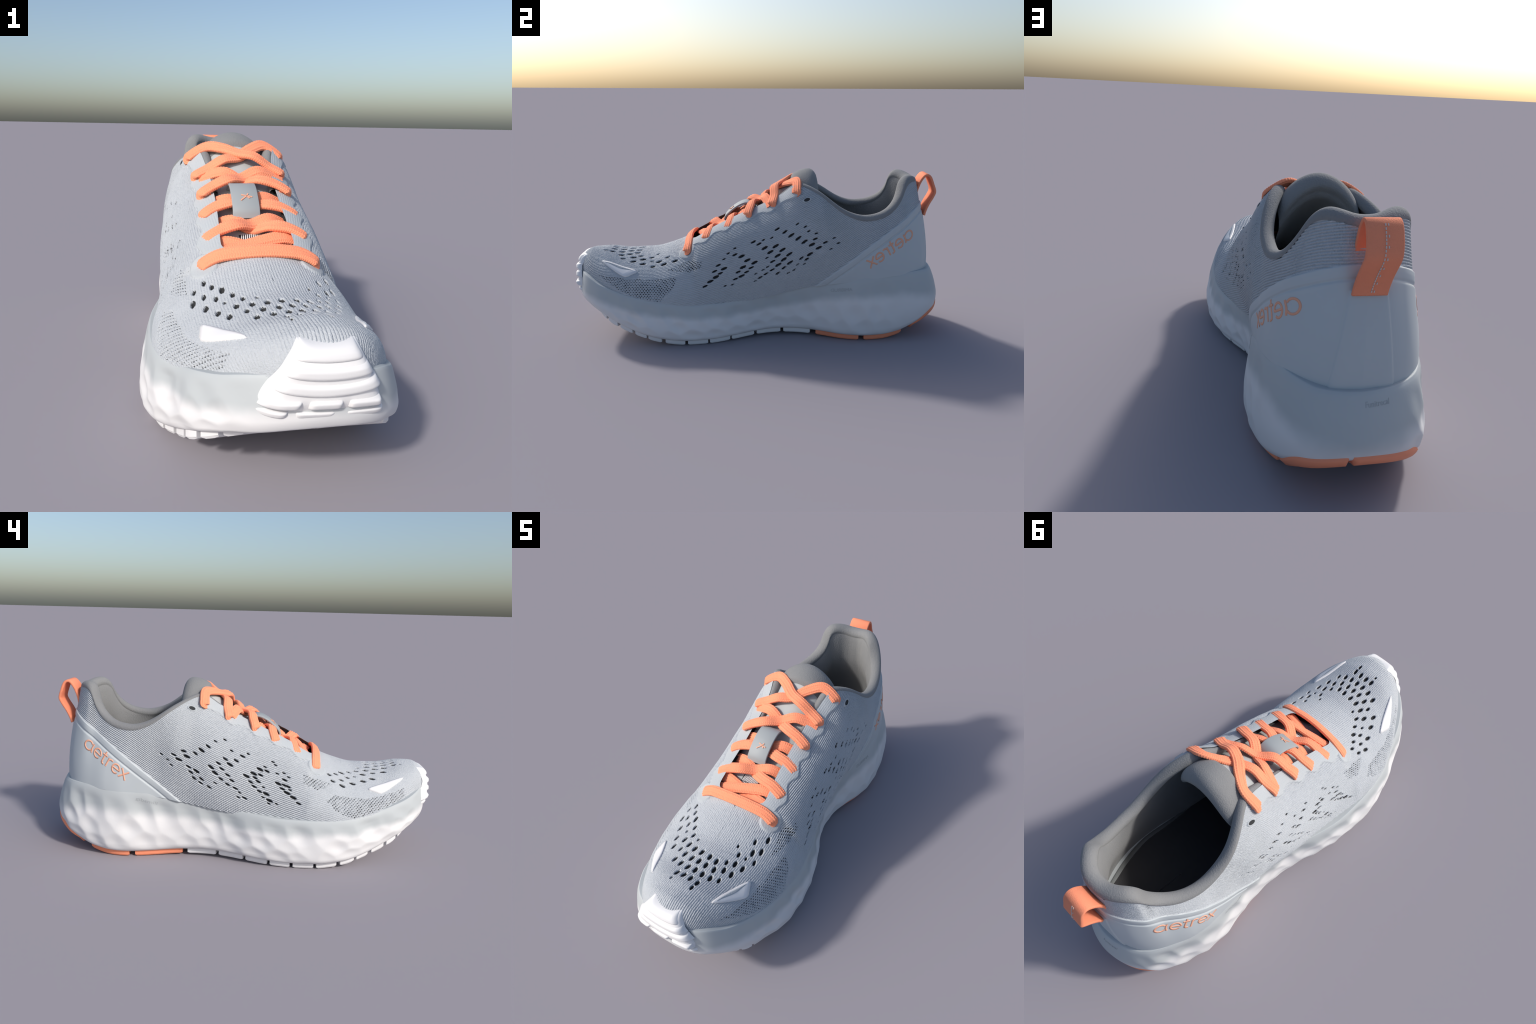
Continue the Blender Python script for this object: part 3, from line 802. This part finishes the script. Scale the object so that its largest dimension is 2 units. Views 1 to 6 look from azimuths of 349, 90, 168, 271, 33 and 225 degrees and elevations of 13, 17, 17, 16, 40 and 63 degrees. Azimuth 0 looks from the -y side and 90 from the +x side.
tab, tp, tnm, tsh = strap([(.848, .735), (.853, .78), (.868, .825), (.888, .855), (.905, .861), (.922, .848), (.937, .814), (.950, .775), (.942, .748), (.920, .708), (.905, .672), (.898, .645)],
      -.046, .054, .013, 'pull_tab', M_TAB, shift=([0, .55, .75, 1], [0, 0, .008, .014]))
# row of stitches down the outer face of the tab
sv, sf = [], []
for k in range(22):
    i = 34 + k * 2
    if i >= 78: break
    p, nn = tp[i], tnm[i]
    for dx in (-.004, .004) if k % 3 == 0 else (.004,):
        x = .0 + dx + tsh[i]
        b = len(sv)
        sgn = -1 if (nn[0] < 0) else 1
        for sx_ in (-.0016, .0016):
            for l in (-.0035, .0035):
                for h in (.004, .0085):
                    t_ = np.array([-nn[1], nn[0]])
                    q = p + t_ * l + nn * sgn * h
                    sv.append((x + sx_, q[0], q[1]))
        sf += [tuple(b + v for v in q) for q in ((0, 1, 3, 2), (4, 6, 7, 5), (0, 4, 5, 1), (2, 3, 7, 6), (0, 2, 6, 4), (1, 5, 7, 3))]
st = child(new_mesh('stitching', sv, sf, M_STITCH, shade=False), tab); st['kind'] = 'stuff'

# tongue keeper loop over the laces
loop, *_ = strap([(-.02, .682), (-.05, .702), (-.08, .705), (-.12, .688), (-.16, .657), (-.185, .628), (-.192, .60)], -.044, .048, .010, 'lace_keeper', M_STRAP)


# ------------------------------------------------------------------ outsole lugs
def sole_point(i, inset):
    p = LOOP[i] - NRM[i] * inset
    return p
def lug(i0, i1, r0, r1, name, mat):
    """block under the foam along the loop from index i0 to i1, between two insets"""
    n = max(4, int((i1 - i0) / 2))
    idx = np.linspace(i0, i1, n).round().astype(int) % NL
    c = .004
    G = []
    for k, i in enumerate(idx):
        e = .003 if k in (0, n - 1) else 0
        hb = foot_inset(LY[i])
        sec = []
        o_ = .03 * float(smooth(-.6, -.9, LY[i]))
        for rr, up in ((r0 - o_, 1.4 if o_ else 1), (r0 - o_, .25), (r0 - o_ + c, e * 40), (r1 - c, e * 40), (r1, .25), (r1, 1)):
            p = LOOP[i] - NRM[i] * (hb + rr)
            z = float(z_bottom(p[1])) + up * (SOLE_T + .006 + (.004 if rr > .02 else 0))
            sec.append((p[0], p[1], z))
        G.append(sec)
    G = np.array(G); ns = 6
    f = list(map(tuple, grid_faces(n, ns, cv=True)))
    f.append(tuple(range(ns))[::-1]); f.append(tuple(range((n - 1) * ns, n * ns)))
    o = new_mesh(name, G.reshape(-1, 3), f, mat, shade=False)
    bm = bmesh.new(); bm.from_mesh(o.data); bmesh.ops.recalc_face_normals(bm, faces=bm.faces); bm.to_mesh(o.data); bm.free()
    return child(o)
apex = int(np.argmax(LY))
BREAKS = [(.79, .57), (.535, .30), (.27, .135), (.118, .0), (-.018, -.13), (-.145, -.25), (-.265, -.37), (-.388, -.49), (-.515, -.585), (-.602, -.66), (-.68, -.735), (-.752, -.80), (-.818, -.86), (-.876, -.915), (-.93, -.958)]
for ya, yb in BREAKS:
    for rng_ in (range(0, apex), range(apex, NL)):
        ii = [i for i in rng_ if yb - .004 <= LY[i] <= ya + .004]
        if len(ii) < 3: continue
        heel_pad = ya > .28
        lug(ii[0], ii[-1], -.004, .13, 'heel_pad' if heel_pad else 'tread_lug', M_ORANGE_RUBBER if heel_pad else M_WHITE)
ii = [i for i in range(NL) if LY[i] > .83]
gap = [i for i in ii if abs(LOOP[i, 0] - .06) < .006]
def heel_wrap(i0, i1):
    """rubber sheet moulded over the bevelled back of the heel"""
    n = (i1 - i0) // 2; idx = np.linspace(i0, i1, n).round().astype(int)
    nq = MG.shape[1]
    GN = grid_normals(MG); GN = np.where((GN[..., :2] * NRM[:, None]).sum(-1, keepdims=True) < 0, -GN, GN)
    top = 1 - .15 * smooth(.83, .95, LY[idx]) - .05
    rows_ = []
    for k, i in enumerate(idx):
        end = .0 if k in (0, n - 1) else 1.0
        js = np.interp(np.linspace(0, 1, 10), [0, 1], [top[k] * (nq - 1), nq - 1])
        P = np.stack([np.interp(js, np.arange(nq), MG[i, :, c]) for c in range(3)], 1)
        Q = np.stack([np.interp(js, np.arange(nq), GN[i, :, c]) for c in range(3)], 1)
        Q[:, 2] = np.minimum(Q[:, 2], 0) - .25; Q = unit(Q)
        lift = np.r_[-.006, np.linspace(.006, .022, 9)] * end - .004 * (1 - end)
        sec = P + Q * lift[:, None]
        inner = P[-1] - np.r_[NRM[i], 0] * .1
        sec = np.vstack([sec, [inner[0], inner[1], min(sec[-1, 2] + .002, float(z_bottom(inner[1])) + .004)], [inner[0], inner[1], inner[2] + .02]])
        rows_.append(sec)
    G = np.array(rows_)
    o = new_mesh('heel_pad', G.reshape(-1, 3), grid_faces(G.shape[0], G.shape[1]), M_ORANGE_RUBBER)
    bm = bmesh.new(); bm.from_mesh(o.data); bmesh.ops.recalc_face_normals(bm, faces=bm.faces); bm.to_mesh(o.data); bm.free()
    return child(o)
heel_wrap(ii[0], gap[0]); heel_wrap(gap[-1], ii[-1])

# ------------------------------------------------------------------ toe bumper: backing plate and stacked ribs
def toe_front(x, z):
    return -.992 + .55 * (x - .068) ** 2 + 8.0 * np.clip(np.abs(x - .068) - .11, 0, 1) ** 2 + 1.0 * np.clip(.31 - z, 0, 1) ** 1.3 + np.interp(z, [.385, .42, .45, .48], [0, .014, .038, .075])
def slab(x0b, x1b, x0t, x1t, zb, zt, h, name, back=.03, skew=0.0, pw=(10, 4)):
    na, nb = 60, 26
    a = np.linspace(0, 1, na)[:, None]; b = np.linspace(0, 1, nb)[None]
    a = .5 - .5 * np.cos(np.pi * a) ; b = .5 - .5 * np.cos(np.pi * b)
    x = (x0b + (x1b - x0b) * a) * (1 - b) + (x0t + (x1t - x0t) * a) * b
    z = zb + (zt - zb) * b + skew * (x - .07) + (.9 * (x - .07) ** 2 - .002 if skew == 0 else 0)
    lift = (1 - np.abs(2 * a - 1) ** pw[0]).clip(0) ** .5 * (1 - np.abs(2 * b - 1) ** pw[1]).clip(0) ** .5
    y = toe_front(x, z) + back - (h + back) * lift
    G = np.stack([x + 0 * b, y, z + 0 * a], -1)
    f = grid_faces(na, nb)
    o = new_mesh(name, G.reshape(-1, 3), f[:, ::-1], M_WHITE)
    return child(o)
plate = slab(-.120, .208, -.006, .135, .264, .440, -.001, 'toe_bumper', back=.032, pw=(10, 10))
for args in ((-.029, .150, .000, .128, .398, .442), (-.051, .174, -.033, .154, .358, .394), (-.079, .197, -.055, .177, .318, .354)):
    o = slab(*args, .008, 'bumper_rib'); o.parent = plate
for xb0, xb1, xt0, xt1 in ((-.108, -.008, -.085, .002), (.008, .094, .012, .098), (.104, .202, .108, .192)):
    o = slab(xb0, xb1, xt0, xt1, .283, .312, .010, 'bumper_rib', skew=-.03); o.parent = plate
for xb0, xb1, xt0, xt1 in ((-.145, -.035, -.125, -.028), (-.022, .082, -.018, .086), (.095, .215, .10, .208)):
    o = slab(xb0, xb1, xt0, xt1, .255, .280, .008, 'bumper_rib', skew=-.03); o.parent = plate

# ------------------------------------------------------------------ things laid on the upper
def on_side(y, z, sd):
    r = BV.ray_cast(Vector((sd * 1.0, y, z)), Vector((-sd, 0, 0)))
    return (np.array(r[0]), np.array(r[1])) if r[0] is not None else None
def near_surface(p):
    r = BV.find_nearest(Vector(p)); n = np.array(r[1]); return np.array(r[0]), n

def flash(corners, name, mat, h=.0075, n=26, inner=1.0):
    """raised three-cornered film piece with rounded rim, laid on the upper"""
    A, B_, C = map(np.array, corners)
    vs, fs, idx = [], [], {}
    cen = (A + B_ + C) / 3
    for i in range(n + 1):
        for j in range(n + 1 - i):
            k = n - i - j
            m = min(i, j, k)
            q = np.array([i, j, k], float)
            if m == 1: q[np.argmin(q)] = .15          # steep skirt next to the rim
            q /= q.sum()
            c = q.max()
            if c > .8: q = q + (1 / 3 - q) * (c - .8) * .45  # blunt corners
            p = A * q[0] + B_ * q[1] + C * q[2]
            # long edges bow outwards
            p = p + unit((A + C) / 2 - B_) * .040 * q[0] * q[2] + unit((A + B_) / 2 - C) * .030 * q[0] * q[1]
            p2, nn = near_surface(p)
            nn = nn if nn @ (p2 - np.array([.03, p2[1], .2])) > 0 else -nn
            e = m / n * 3
            hh = h * (.55 + .45 * min(1, e / .35)) if m > 0 else -.004
            idx[i, j] = len(vs); vs.append(p2 + nn * hh)
    for i in range(n):
        for j in range(n - i):
            fs.append((idx[i, j], idx[i + 1, j], idx[i, j + 1]))
            if i + j < n - 1: fs.append((idx[i + 1, j], idx[i + 1, j + 1], idx[i, j + 1]))
    o = new_mesh(name, vs, fs, mat)
    bm = bmesh.new(); bm.from_mesh(o.data); bmesh.ops.recalc_face_normals(bm, faces=bm.faces)
    bm.to_mesh(o.data); bm.free()
    if o.data.polygons[0].normal.dot(Vector(cen) - Vector((.03, cen[1], .2))) < 0: o.data.flip_normals()
    return child(o)
flash([(-.102, -.846, .421), (-.208, -.632, .388), (-.222, -.705, .366)], 'reflective_flash', M_WHITE)
fm = flash([(.192, -.846, .423), (.258, -.630, .390), (.283, -.700, .358)], 'reflective_flash', M_WHITE)
flash([(.204, -.828, .419), (.256, -.652, .389), (.246, -.725, .398)], 'flash_inlay', M_STAY, h=.0092, n=14).parent = fm

def lettering(text, sd, start, direction, height, length, name, mat, mirror, up=None, lift=.0105, thick=.0012, parent=None, bold=.0, target=None):
    cu = bpy.data.curves.new(name, 'FONT'); cu.body = text; cu.size = 1; cu.offset = bold; cu.resolution_u = 6
    ob = bpy.data.objects.new(name, cu); bpy.context.scene.collection.objects.link(ob)
    dg = bpy.context.evaluated_depsgraph_get(); me = bpy.data.meshes.new_from_object(ob.evaluated_get(dg))
    bpy.data.objects.remove(ob); bpy.data.curves.remove(cu)
    bm = bmesh.new(); bm.from_mesh(me)
    bmesh.ops.remove_doubles(bm, verts=bm.verts, dist=1e-5)
    bmesh.ops.triangulate(bm, faces=bm.faces)
    bmesh.ops.subdivide_edges(bm, edges=[e for e in bm.edges if e.calc_length() > .12], cuts=2, use_grid_fill=False)
    bmesh.ops.triangulate(bm, faces=bm.faces)
    r = bmesh.ops.extrude_face_region(bm, geom=bm.faces[:])
    top = {g for g in r['geom'] if isinstance(g, bmesh.types.BMVert)}
    bm.verts.ensure_lookup_table()
    xs = [v.co.x for v in bm.verts]; x0, x1 = min(xs), max(xs)
    d = np.array(direction, float); d /= np.linalg.norm(d)
    u = np.array(up, float); u /= np.linalg.norm(u)
    for v in bm.verts:
        a = (v.co.x - x0) / (x1 - x0) * length; b = v.co.y / .52 * height
        q = np.array(start) + d * a + u * b
        p, n = target(q)
        h = lift + (thick if v in top else -thick)
        v.co = Vector(p + n * h)
    bmesh.ops.recalc_face_normals(bm, faces=bm.faces)
    bm.to_mesh(me); bm.free()
    me.name = name; me.materials.clear(); me.materials.append(mat)
    o = bpy.data.objects.new(name, me); bpy.context.scene.collection.objects.link(o)
    return child(o, parent)
def side_target(sd):
    def f(q):
        p, n = on_side(q[0], q[1], sd)
        return p, n if n[0] * sd > 0 else -n
    return f
def arc_pts(cx, cy, rx, ry, a0, a1, n=22):
    t = np.radians(np.linspace(a0, a1, n)); return np.stack([cx + rx * np.cos(t), cy + ry * np.sin(t)], 1)
# open rounded lower-case letters as pen strokes, x-height 1
GLYPHS = {
    'a': (1.35, [arc_pts(.56, .5, .5, .46, 40, 335), np.array([(1.10, .98), (1.06, .5), (1.18, .05)])]),
    'e': (1.12, [np.vstack([[(.12, .5), (.5, .5)], arc_pts(.54, .5, .44, .46, 0, 315)])]),
    't': (.72, [np.array([(.32, 1.32), (.26, .25), (.36, .06), (.56, .04)]), np.array([(.02, .94), (.62, .96)])]),
    'r': (.74, [np.array([(.16, .98), (.12, .02)]), np.vstack([[(.13, .5)], arc_pts(.5, .55, .36, .40, 165, 60, 10)])]),
    'x': (1.0, [np.array([(.02, .98), (.86, .0)]), np.array([(.92, 1.0), (.0, .0)])])}
def wordmark(word, start, direction, up, height, length, pen, target, name, mat, parent):
    total = sum(GLYPHS[c][0] for c in word)
    d = unit(np.array(direction, float)); u = unit(np.array(up, float))
    vs, fs, x = [], [], 0
    for ch in word:
        adv, strokes = GLYPHS[ch]
        for st_ in strokes:
            L = st_.copy(); L[:, 0] = (L[:, 0] + x) * length / total; L[:, 1] *= height
            L = catmull(L, 40) if len(L) > 2 else L[0] + (L[1] - L[0]) * np.linspace(0, 1, 14)[:, None]
            t = unit(np.gradient(L, axis=0)); nrm_ = np.stack([-t[:, 1], t[:, 0]], 1)
            b0 = len(vs)
            for p, n_ in zip(L, nrm_):
                for off_, h in ((-.5, -.001), (-.48, .0008), (.48, .0008), (.5, -.001)):
                    q = p + n_ * off_ * pen
                    w = np.array(start) + d * q[0] + u * q[1]
                    P_, N_ = target(w); vs.append(P_ + N_ * (h + .0066))
            fs += [tuple(f_ + b0) for f_ in grid_faces(len(L), 4)]
        x += adv
    o = new_mesh(name, vs, fs, mat)
    bm = bmesh.new(); bm.from_mesh(o.data); bmesh.ops.recalc_face_normals(bm, faces=bm.faces); bm.to_mesh(o.data); bm.free()
    return child(o, parent)
wordmark('aetrex', (.795, .555), (-.83, -.555), (-.46, .88), .047, .272, .0080, side_target(-1), 'printed_wordmark', M_PRINT, counter)
wordmark('aetrex', (.815, .560), (-.83, -.535), (-.46, .88), .050, .285, .0080, side_target(1), 'printed_wordmark', M_PRINT, counter)

# lace-lock eyelets near the collar: dark rimmed slots
for sd, (y, z) in ((-1, (.247, .762)), (1, (.245, .760))):
    p, n = on_side(y, z, sd); n = n if n[0] * sd > 0 else -n
    t1 = unit(np.array([0, -.93, -.36]) - n * (np.array([0, -.93, -.36]) @ n)); t2 = np.cross(n, t1)
    vs, ring = [], 24
    for r_, h_ in ((1.6, -.001), (1.35, .0062), (1.05, .0055), (1.0, .005)):
        for k in range(ring):
            a = 2 * math.pi * k / ring
            vs.append(p + t1 * math.cos(a) * .016 * r_ + t2 * math.sin(a) * .009 * r_ + n * h_)
    f = grid_faces(4, ring, cv=True)
    o = child(new_mesh('eyelet', vs, f, M_STAY))
    vs2 = [p + t1 * math.cos(2 * math.pi * k / ring) * .0163 + t2 * math.sin(2 * math.pi * k / ring) * .0093 + n * .0052 for k in range(ring)]
    vs2.append(p + n * .0042)
    child(new_mesh('eyelet_opening', vs2, [(k, (k + 1) % ring, ring) for k in range(ring)], M_HOLE), o)

# ------------------------------------------------------------------ small marks
# faint moulded words on the foam's grey band
FOAM = BVHTree.FromPolygons([Vector(v) for v in mv], [tuple(map(int, f)) for f in mf])
M_FAINT = mat_plain('moulded_letters', (.36, .385, .40), .6, .02)
def foam_side(sd):
    def f(q):
        r = FOAM.ray_cast(Vector((sd, q[0], q[1])), Vector((-sd, 0, 0)))
        n = np.array(r[1]); return np.array(r[0]), n if n[0] * sd > 0 else -n
    return f
def foam_back(q):
    r = FOAM.ray_cast(Vector((q[0], 1.5, q[1])), Vector((0, -1, 0)))
    n = np.array(r[1]); return np.array(r[0]), n if n[1] > 0 else -n
lettering('AMIBRUD', 1, (.49, .287), (-1, -.11), .013, .112, 'moulded_word', M_FAINT, True, up=(0, 1), lift=.0002, thick=.0006, target=foam_side(1), parent=midsole)
lettering('gibsmill', -1, (.522, .312), (-1, -.27), .012, .108, 'moulded_word', M_FAINT, False, up=(-.25, 1), lift=.0002, thick=.0006, target=foam_side(-1), parent=midsole)
lettering('Funitrecal', 0, (.022, .325), (-1, .02), .012, .076, 'moulded_word', M_FAINT, False, up=(0, 1), lift=.0002, thick=.0006, target=foam_back, parent=midsole)

# crossed-stroke mark on the lace keeper
kn = unit(np.array([0, -.63, .78])); kc = np.array([.006, -.148, .668]) + kn * .0035
ku, kv = np.array([1.0, 0, 0]), np.array([0, .78, .63])
vs, fs = [], []
for pts in ([(-.017, .009), (.002, .003), (.022, -.002)], [(.008, .014), (.002, .003), (-.020, -.017)], [(.002, .003), (.012, -.008)]):
    L = np.array(pts)
    for p, q in zip(L[:-1], L[1:]):
        t = unit(q - p); n2 = np.array([-t[1], t[0]]) * .0022
        b0 = len(vs)
        for h in (-.004, .004):
            for c in (p - n2, p + n2, q + n2, q - n2): vs.append(kc + ku * c[0] + kv * c[1] + kn * h)
        fs += [tuple(b0 + k for k in f) for f in ((4, 5, 6, 7), (0, 3, 2, 1), (0, 1, 5, 4), (1, 2, 6, 5), (2, 3, 7, 6), (3, 0, 4, 7))]
child(new_mesh('keeper_mark', vs, fs, M_PRINT, shade=False), loop)

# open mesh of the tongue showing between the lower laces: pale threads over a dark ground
M_THREAD = mat_plain('pale_thread', (.78, .78, .78), .8)
vs, fs, vd, fd = [], [], [], []
for k in range(12):
    x = -.028 + k * .0068
    for j in range(2):
        b0 = len(vs)
        y0, y1 = -.305 + .032 * j + .0012 * (k % 2), -.276 + .032 * j + .0012 * (k % 2)
        for yy_, h in ((y0, .004), (y1, .004)):
            z = float(tongue_center(yy_))
            for dx, hh in ((-.0018, -.002), (-.0012, .0016), (.0012, .0016), (.0018, -.002)):
                vs.append((x + dx + (.004 if yy_ == y1 else 0), yy_, z + h + hh))
        fs += [(b0, b0 + 1, b0 + 5, b0 + 4), (b0 + 1, b0 + 2, b0 + 6, b0 + 5), (b0 + 2, b0 + 3, b0 + 7, b0 + 6)]
th = child(new_mesh('mesh_thread', vs, fs, M_THREAD)); th['kind'] = 'stuff'
G = np.array([[(x, y, float(tongue_center(y)) + .002) for x in np.linspace(-.034, .056, 8)] for y in np.linspace(-.308, -.242, 8)])
child(new_mesh('mesh_ground', G.reshape(-1, 3), grid_faces(8, 8)[:, ::-1], M_HOLE))
